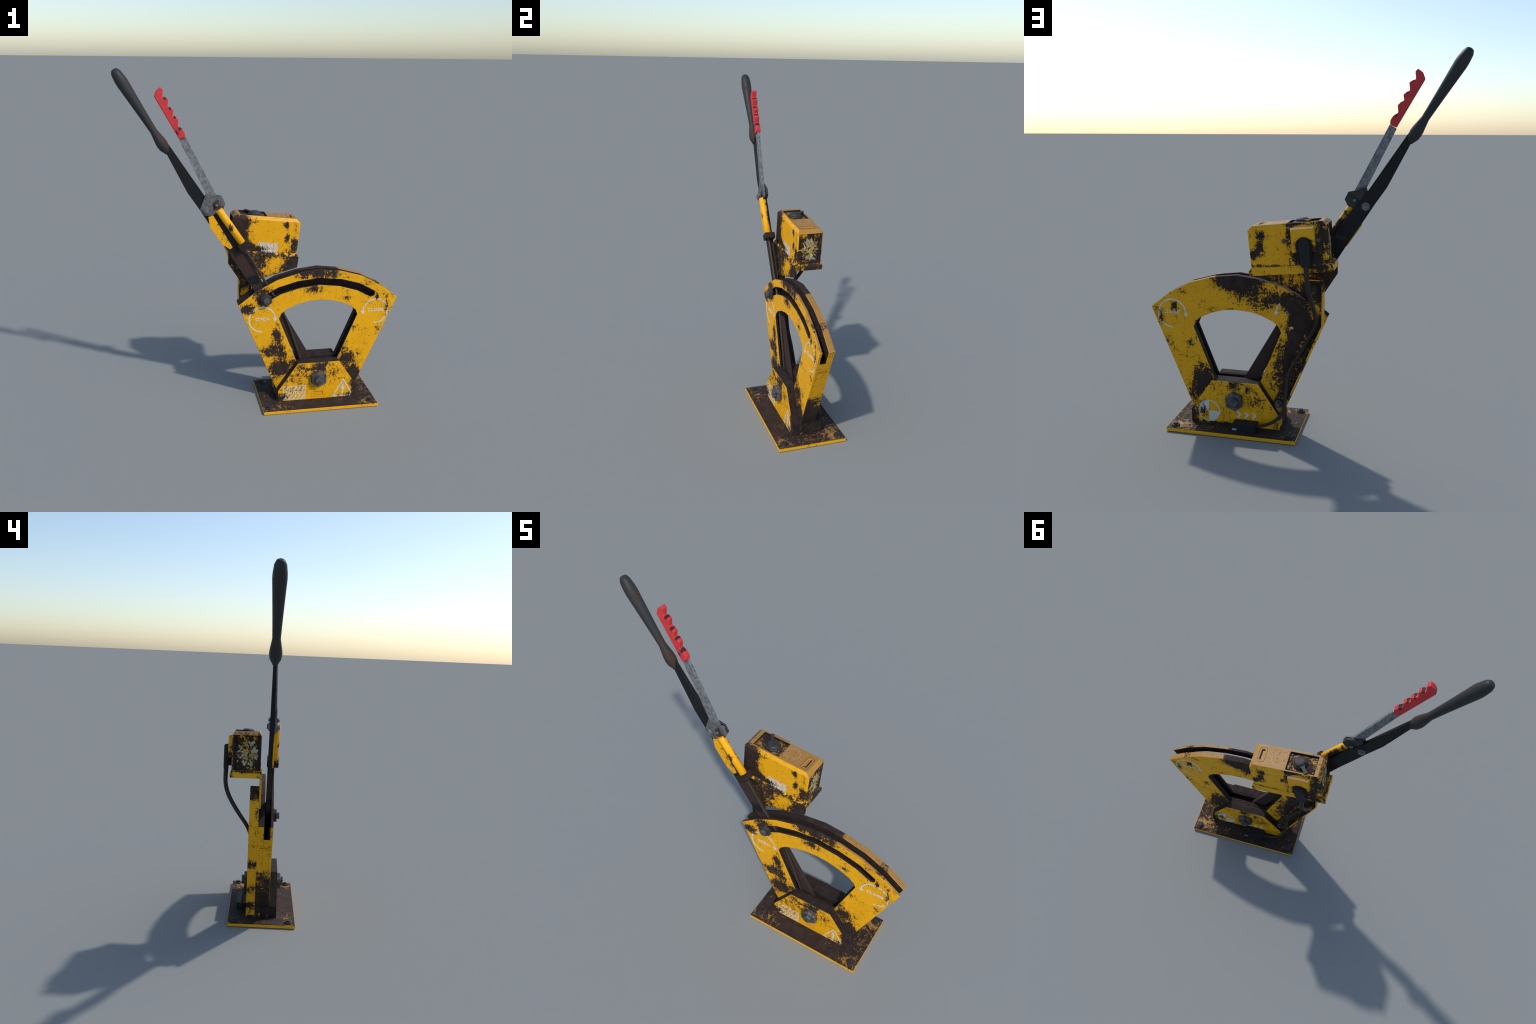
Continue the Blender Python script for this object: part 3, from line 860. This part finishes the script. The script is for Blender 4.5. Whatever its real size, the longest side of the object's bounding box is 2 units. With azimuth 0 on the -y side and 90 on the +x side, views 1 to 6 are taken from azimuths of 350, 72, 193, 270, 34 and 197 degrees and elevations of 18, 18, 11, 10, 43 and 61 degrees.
M_tube = painted("tube_paint", [(-0.205, -0.07, 1.13, 0.022, 0.03, 0.035, 0.9), (-0.215, -0.07, 1.155, 0.012, 0.03, 0.03, 0.5), (-0.2, -0.028, 1.10, 0.2, 0.026, 0.2, 1.3), (-0.13, -0.05, 1.035, 0.02, 0.05, 0.02, 0.6)], bias=-0.58, tan_tops=False, seed=11.0, specks=-0.03)
M_strip = painted("strip_paint", [(-0.25, 1.10, 0.02, 0.09, 0.55), (-0.225, 1.06, 0.02, 0.05, 0.5), (-0.27, 1.13, 0.018, 0.05, 0.4)], bias=-0.52, tan_tops=False, seed=11.5)
b = Build()
tube_a, tube_b = Vector((-0.274, -0.0535, 1.240)), Vector((-0.139, -0.0535, 1.037))
b.spin(tube_a, tube_b - tube_a, [(0, 0.0215), ((tube_b - tube_a).length, 0.0215)], 14, 0, True)
b.make("spring_tube", [M_tube], lever, bevel=0.0015)
b = Build()
b.prism([(-0.332, 1.196), (-0.306, 1.207), (-0.194, 1.012), (-0.209, 1.000), (-0.255, 1.034), (-0.324, 1.139)], FRONT, 0.0415, 0.050)
b.make("side_strip", [M_strip], lever, bevel=0.0015)
M_clamp = rusted("clamp_rust")
d = (tube_b - tube_a).normalized()
cf = Frame(Vector((-0.139, 0, 1.037)), (d.z * -1, 0, d.x), (-d.x, 0, -d.z))
b = Build()
b.prism([(-0.034, -0.034), (0.027, -0.034), (0.027, 0.004), (-0.034, 0.004)], Frame(cf.o, cf.ex, cf.ey), 0.0145 if cf.n.y < 0 else -0.078, 0.078 if cf.n.y < 0 else -0.0145)
b.make("rod_clamp", [M_clamp], lever, bevel=0.003)
cu = bpy.data.curves.new("release_rod", "CURVE")
cu.dimensions = "3D"
cu.bevel_depth = 0.008
cu.bevel_resolution = 2
sp = cu.splines.new("NURBS")
rp = [(-0.142, -0.050, 1.030), (-0.075, -0.050, 0.920), (0.002, -0.048, 0.785), (0.053, -0.047, 0.702), (0.095, -0.047, 0.622), (0.131, -0.047, 0.547), (0.151, -0.048, 0.498), (0.195, -0.048, 0.370), (0.240, -0.048, 0.230)]
sp.points.add(len(rp) - 1)
for q, p in zip(sp.points, rp):
    q.co = (*p, 1)
sp.order_u = 3
sp.use_endpoint_u = True
tmp = bpy.data.objects.new("rod_curve", cu)
bpy.context.collection.objects.link(tmp)
dg = bpy.context.evaluated_depsgraph_get()
me = bpy.data.meshes.new_from_object(tmp.evaluated_get(dg))
bpy.data.objects.remove(tmp)
me.materials.clear()
me.materials.append(steel("rod_rust", (0.055, 0.04, 0.034), (0.030, 0.021, 0.018), rust=0.05, rough=0.5, metal=0.2))
for p in me.polygons:
    p.use_smooth = True
rod = bpy.data.objects.new("release_rod", me)
bpy.context.collection.objects.link(rod)
rod.parent = lever

# ------------------------------------------------------------------ markings
UP = 0.0007


def ring_arrow(fr, cx, cy, r, w, start, sweep, d, head=True, arrow=0.028, seg=40):
    b = Build()
    steps = [start + sweep * i / seg for i in range(seg + 1)]
    o = [(cx + (r + w / 2) * math.cos(a), cy + (r + w / 2) * math.sin(a)) for a in steps]
    i = [(cx + (r - w / 2) * math.cos(a), cy + (r - w / 2) * math.sin(a)) for a in reversed(steps)]
    lp = o + i
    b.prism(lp if sweep > 0 else lp[::-1], fr, d - 0.001, d + UP)
    if head:
        a = start + sweep
        k = 1 if sweep > 0 else -1
        p = Vector((cx + r * math.cos(a), cy + r * math.sin(a)))
        t = Vector((-math.sin(a), math.cos(a))) * k
        s = Vector((math.cos(a), math.sin(a)))
        tri = [p - s * arrow * 0.5, p + s * arrow * 0.5, p + t * arrow * 0.75]
        tri = [(q.x, q.y) for q in tri]
        b.prism(tri, fr, d - 0.001, d + UP + 0.0002)
    return b


def bow(cx, cy, rx, ry, a0, a1, seg=10):
    return [(cx + rx * math.cos(rad(a0 + (a1 - a0) * i / seg)), cy + ry * math.sin(rad(a0 + (a1 - a0) * i / seg))) for i in range(seg + 1)]


# block capitals as pen strokes in a box one unit high: (advance width, strokes)
PEN = {
    "A": (0.86, [[(0, 0), (0.40, 1), (0.46, 1), (0.86, 0)], [(0.16, 0.30), (0.70, 0.30)]]),
    "C": (0.76, [bow(0.42, 0.5, 0.42, 0.5, 48, 312, 16)]),
    "E": (0.56, [[(0.56, 1), (0, 1), (0, 0), (0.56, 0)], [(0, 0.5), (0.50, 0.5)]]),
    "G": (0.82, [bow(0.42, 0.5, 0.42, 0.5, 48, 330, 16) + [(0.80, 0.46), (0.50, 0.46)]]),
    "I": (0.0, [[(0, 0), (0, 1)]]),
    "L": (0.50, [[(0, 1), (0, 0), (0.50, 0)]]),
    "N": (0.70, [[(0, 0), (0, 1), (0.70, 0), (0.70, 1)]]),
    "O": (0.88, [bow(0.44, 0.5, 0.44, 0.5, 90, 450, 22)]),
    "P": (0.60, [[(0, 0), (0, 1), (0.32, 1)] + bow(0.32, 0.73, 0.28, 0.27, 80, -90, 8) + [(0, 0.46)]]),
    "R": (0.64, [[(0, 0), (0, 1), (0.32, 1)] + bow(0.32, 0.75, 0.28, 0.25, 80, -90, 8) + [(0, 0.50)], [(0.30, 0.48), (0.64, 0)]]),
    "S": (0.62, [bow(0.31, 0.745, 0.29, 0.255, 40, 255, 9) + bow(0.31, 0.255, 0.31, 0.255, 75, -150, 10)]),
    "T": (0.68, [[(0, 1), (0.68, 1)], [(0.34, 1), (0.34, 0)]]),
    "U": (0.66, [[(0, 1), (0, 0.33)] + bow(0.33, 0.33, 0.33, 0.33, 190, 350, 9) + [(0.66, 0.33), (0.66, 1)]]),
    "W": (1.12, [[(0, 1), (0.28, 0), (0.56, 0.92), (0.84, 0), (1.12, 1)]]),
}


def letters(name, text, fr, cx, cy, width, height, d, mat, parent, bold=0.2):
    """capitals built from pen strokes of constant breadth"""
    pen = bold * height
    gap = 0.30
    total = sum(PEN[ch][0] for ch in text) + gap * (len(text) - 1)
    sy = height - pen
    sx = (width - pen) / total
    b = Build()
    x = cx - (width - pen) / 2
    lift = 0
    for ch in text:
        for stroke in PEN[ch][1]:
            pts = [Vector((x + u * sx, cy - sy / 2 + v * sy)) for u, v in stroke]
            loop = (pts[0] - pts[-1]).length < 1e-6
            side_l, side_r = [], []
            n = len(pts)
            for i in range(n):
                p0 = pts[i - 1] if i else (pts[-2] if loop else None)
                p1 = pts[i + 1] if i < n - 1 else (pts[1] if loop else None)
                t0 = (pts[i] - p0).normalized() if p0 is not None else (p1 - pts[i]).normalized()
                t1 = (p1 - pts[i]).normalized() if p1 is not None else t0
                a, c = Vector((-t0.y, t0.x)), Vector((-t1.y, t1.x))
                m = (a + c).normalized() if (a + c).length > 0.2 else a
                k = pen / 2 / max(0.42, m.dot(a))
                q = pts[i]
                if not loop and i == 0:
                    q = q - t0 * pen * 0.5
                if not loop and i == n - 1:
                    q = q + t1 * pen * 0.5
                side_l.append(q + m * k)
                side_r.append(q - m * k)
            lift += 1
            top = d + UP + 0.00004 * (lift % 4)
            for i in range(n - 1):
                quad = [side_r[i], side_r[i + 1], side_l[i + 1], side_l[i]]
                b.prism([(v.x, v.y) for v in quad], fr, d - 0.001, top)
        x += (PEN[ch][0] + gap) * sx
    return b.make(name, mat, parent)


W_front = painted("front_marking_white", front_spots, bias=-0.46, coat=WHITE, tan_tops=False, specks=0.02)
W_back = painted("back_marking_white", back_spots, bias=-0.46, coat=WHITE, tan_tops=False, seed=0.4, specks=0.02)
W_brf = painted("bracket_marking_white", bracket_front_spots, bias=-0.44, coat=WHITE, tan_tops=False, seed=0.2, specks=0.02)
W_brb = painted("bracket_back_marking_white", bracket_back_spots, bias=-0.44, coat=WHITE, tan_tops=False, seed=0.7, specks=0.02)
W_box = painted("box_marking_white", box_spots_f, coat=WHITE, tan_tops=False, seed=8.0, specks=0.0)
W_top = painted("lid_marking_white", bias=-0.35, coat=(0.42, 0.34, 0.24), tan_tops=False, seed=8.9, specks=0.0)
Y_box = painted("box_marking_yellow", box_spots_f, seed=8.0, tan_tops=False)
FD, BD = -YF0, YB1
ring_arrow(FRONT, -0.0195, 0.5565, 0.0795, 0.0078, rad(270), rad(-268), FD).make("turn_arrow", W_front, frame)
letters("open_lettering", "OPEN", FRONT, -0.0195, 0.558, 0.084, 0.0205, FD, W_front, frame)
ring_arrow(FRONT, 0.6895, 0.5705, 0.0790, 0.0078, rad(270), rad(268), FD).make("turn_arrow", W_front, frame)
letters("close_lettering", "CLOSE", FRONT, 0.690, 0.5795, 0.099, 0.0205, FD, W_front, frame)
ring_arrow(BACK, -0.701, 0.622, 0.0795, 0.0078, rad(270), rad(-268), BD).make("turn_arrow", W_back, frame)
letters("close_lettering", "CLOSE", BACK, -0.7055, 0.6315, 0.099, 0.0205, BD, W_back, frame)
ring_arrow(BACK, -0.030, 0.6665, 0.0795, 0.0078, rad(270), rad(268), BD).make("turn_arrow", W_back, frame)
letters("open_lettering", "OPEN", BACK, -0.030, 0.665, 0.084, 0.0205, BD, W_back, frame)

# striped caution panel on the front bracket
GD = -YBR_F
b = Build()
x0, x1, y0, y1 = 0.109, 0.2515, 0.0255, 0.1185
b.prism([rounded(x0, y0, x1, y1, 0.004), rounded(x0 + 0.0032, y0 + 0.0032, x1 - 0.0032, y1 - 0.0032, 0.003)], FRONT, GD - 0.001, GD + UP)


def clip_stripe(xa, xb, lo, hi, lean, left, right):
    pts = [(xa, lo), (xb, lo), (xb + lean, hi), (xa + lean, hi)]
    for side, keep in ((left, 1), (right, -1)):
        out = []
        for i in range(len(pts)):
            p, q = pts[i], pts[(i + 1) % len(pts)]
            ip, iq = (p[0] - side) * keep >= 0, (q[0] - side) * keep >= 0
            if ip:
                out.append(p)
            if ip != iq:
                t = (side - p[0]) / (q[0] - p[0])
                out.append((side, p[1] + t * (q[1] - p[1])))
        pts = out
        if len(pts) < 3:
            return None
    return pts


for lo, hi in ((0.032, 0.055), (0.087, 0.112)):
    for i in range(-1, 6):
        s = clip_stripe(x0 + 0.006 + i * 0.0265, x0 + 0.018 + i * 0.0265, lo, hi, 0.020, x0 + 0.006, x1 - 0.006)
        if s:
            b.prism(s, FRONT, GD - 0.001, GD + UP)
b.make("caution_panel", W_brf, frame)
letters("caution_lettering", "CAUTION", FRONT, 0.181, 0.0705, 0.131, 0.022, GD, W_brf, frame)
# high-voltage triangle
b = Build()
tri = [(0.4225, 0.0235), (0.562, 0.0235), (0.494, 0.147)]
cxt, cyt = 0.493, 0.0615
b.prism([tri, [(cxt + (x - cxt) * 0.83, cyt + (y - cyt) * 0.83) for x, y in tri]], FRONT, GD - 0.001, GD + UP)
b.prism([(0.4885, 0.108), (0.478, 0.073), (0.4905, 0.076), (0.486, 0.052), (0.4825, 0.054), (0.490, 0.036), (0.499, 0.052), (0.4945, 0.0515), (0.505, 0.088), (0.492, 0.084), (0.4985, 0.108)], FRONT, GD - 0.001, GD + UP)
b.make("voltage_triangle", W_brf, frame)
# balance mark and chevrons on the back bracket
HD = YBR_B
b = Build()
c, r = (-0.4785, 0.0915), 0.063
full = ngon(c[0], c[1], r, 40)
b.prism([full, ngon(c[0], c[1], r - 0.0055, 40)], BACK, HD - 0.001, HD + UP)
for a0 in (90, 270):
    pts = [c] + [(c[0] + (r - 0.003) * math.cos(rad(a0 + 9 * i)), c[1] + (r - 0.003) * math.sin(rad(a0 + 9 * i))) for i in range(11)]
    b.prism(pts, BACK, HD - 0.001, HD + UP + 0.0001)
b.make("balance_mark", W_brb, frame)
for x in (0.306, 0.263, 0.2205):
    b = Build()
    u = -x
    b.prism([(u - 0.013, 0.1025), (u - 0.004, 0.1025), (u + 0.0135, 0.0855), (u - 0.004, 0.0665), (u - 0.013, 0.0665), (u - 0.0135, 0.071), (u + 0.0005, 0.0855), (u - 0.0135, 0.098)], BACK, HD - 0.001, HD + UP)
    b.make("chevron", W_brb, frame)
# bar mark on the junction box
M_barmark = painted("bar_mark_white", bias=-0.5, coat=(0.5, 0.5, 0.47), tan_tops=False)
b = Build()
for i in range(4):
    u = -0.327 + i * 0.0066
    b.prism([(u, 0.0225), (u + 0.0045, 0.0225), (u + 0.0045, 0.0345), (u, 0.0345)], BACK, 0.131, 0.1326)
b.make("bar_mark", M_barmark, root)

# warning label on the box front
BFD = -BY0
WF = Frame(BOXF.o, BOX_E1, BOX_E2)
lu, lv = 0.0215, 0.0405
b = Build()
for i in range(19):
    xa = lu - 0.072 + i * 0.0076
    for lo, hi in ((lv + 0.0235, lv + 0.0335), (lv - 0.0335, lv - 0.0235)):
        s = clip_stripe(xa, xa + 0.0042, lo, hi, 0.005, lu - 0.063, lu + 0.062)
        if s:
            b.prism(s, WF, BFD - 0.001, BFD + UP)
for i in range(7):
    v = lv - 0.026 + i * 0.0074
    for s0, s1 in ((lu - 0.063, lu - 0.055), (lu + 0.054, lu + 0.062)):
        b.prism([(s0, v), (s1, v + 0.005), (s1, v + 0.0092), (s0, v + 0.0042)], WF, BFD - 0.001, BFD + UP)
b.prism(rounded(lu - 0.053, lv - 0.0225, lu + 0.052, lv + 0.0225, 0.009), WF, BFD - 0.001, BFD + UP + 0.0002)
b.make("warning_panel", W_box, housing)
letters("warning_lettering", "WARNING", WF, lu, lv, 0.096, 0.0175, BFD + 0.0008, Y_box, housing, bold=0.15)

# circular arrows on the lid
for k in (0, 1):
    ring_arrow(TOPF, 0.0505, 0.1055, 0.0385, 0.0025, rad(78 + 180 * k), rad(-154), 0.0, arrow=0.012).make("turn_arrow", W_top, housing)

# fan-shaped marks on both ends of the box
M_fan = painted("fan_mark_pale", [], bias=-0.02, coat=(0.60, 0.55, 0.36), tan_tops=False, seed=12.0, specks=0.06, edge=0.15)
M_fan_y = painted("fan_mark_yellow", [], bias=-0.05, tan_tops=False, seed=12.5, edge=0.12)
for k in (1, -1):
    fr = Frame(BOXF.at(0.202 if k == 1 else -0.190, 0, 0), (0, 1 if k == 1 else -1, 0), BOX_E2)
    cu_ = 0.0965 * (1 if k == 1 else -1)
    cv_ = 0.107
    b = Build()
    for i in range(8):
        a0, a1 = rad(45 * i + 5), rad(45 * i + 40)
        ro = 0.050 + 0.010 * random.random() + (0.008 if i in (1, 2, 5, 6) else 0)
        pts = []
        for j in range(6):
            a = a0 + (a1 - a0) * j / 5
            rr = ro * (0.72 + 0.45 * random.random())
            pts.append((cu_ + rr * math.cos(a), cv_ + rr * 1.18 * math.sin(a)))
        am = (a0 + a1) / 2
        pts += [(cu_ + 0.022 * math.cos(a1 - 0.1), cv_ + 0.022 * math.sin(a1 - 0.1)), (cu_ + 0.022 * math.cos(a0 + 0.1), cv_ + 0.022 * math.sin(a0 + 0.1))]
        b.prism(pts, fr, -0.001, UP)
    b.prism(ngon(cu_, cv_, 0.016, 10), fr, -0.001, UP)
    b.make("fan_mark", M_fan, housing)
    b = Build()
    for i in range(8):
        a = rad(45 * i)
        s, t = Vector((math.cos(a), math.sin(a))), Vector((-math.sin(a), math.cos(a)))
        ln = 0.055 + 0.018 * random.random()
        q = [Vector((cu_, cv_)) + s * 0.020 - t * 0.0018, Vector((cu_, cv_)) + s * ln - t * 0.0032, Vector((cu_, cv_)) + s * ln + t * 0.0032, Vector((cu_, cv_)) + s * 0.020 + t * 0.0018]
        b.prism([(p.x, p.y) for p in q], fr, -0.001, UP - 0.0002)
    b.prism([ngon(cu_, cv_, 0.0215, 16), ngon(cu_, cv_, 0.0170, 16)], fr, -0.001, UP - 0.0001)
    b.make("fan_spokes", M_fan_y, housing)
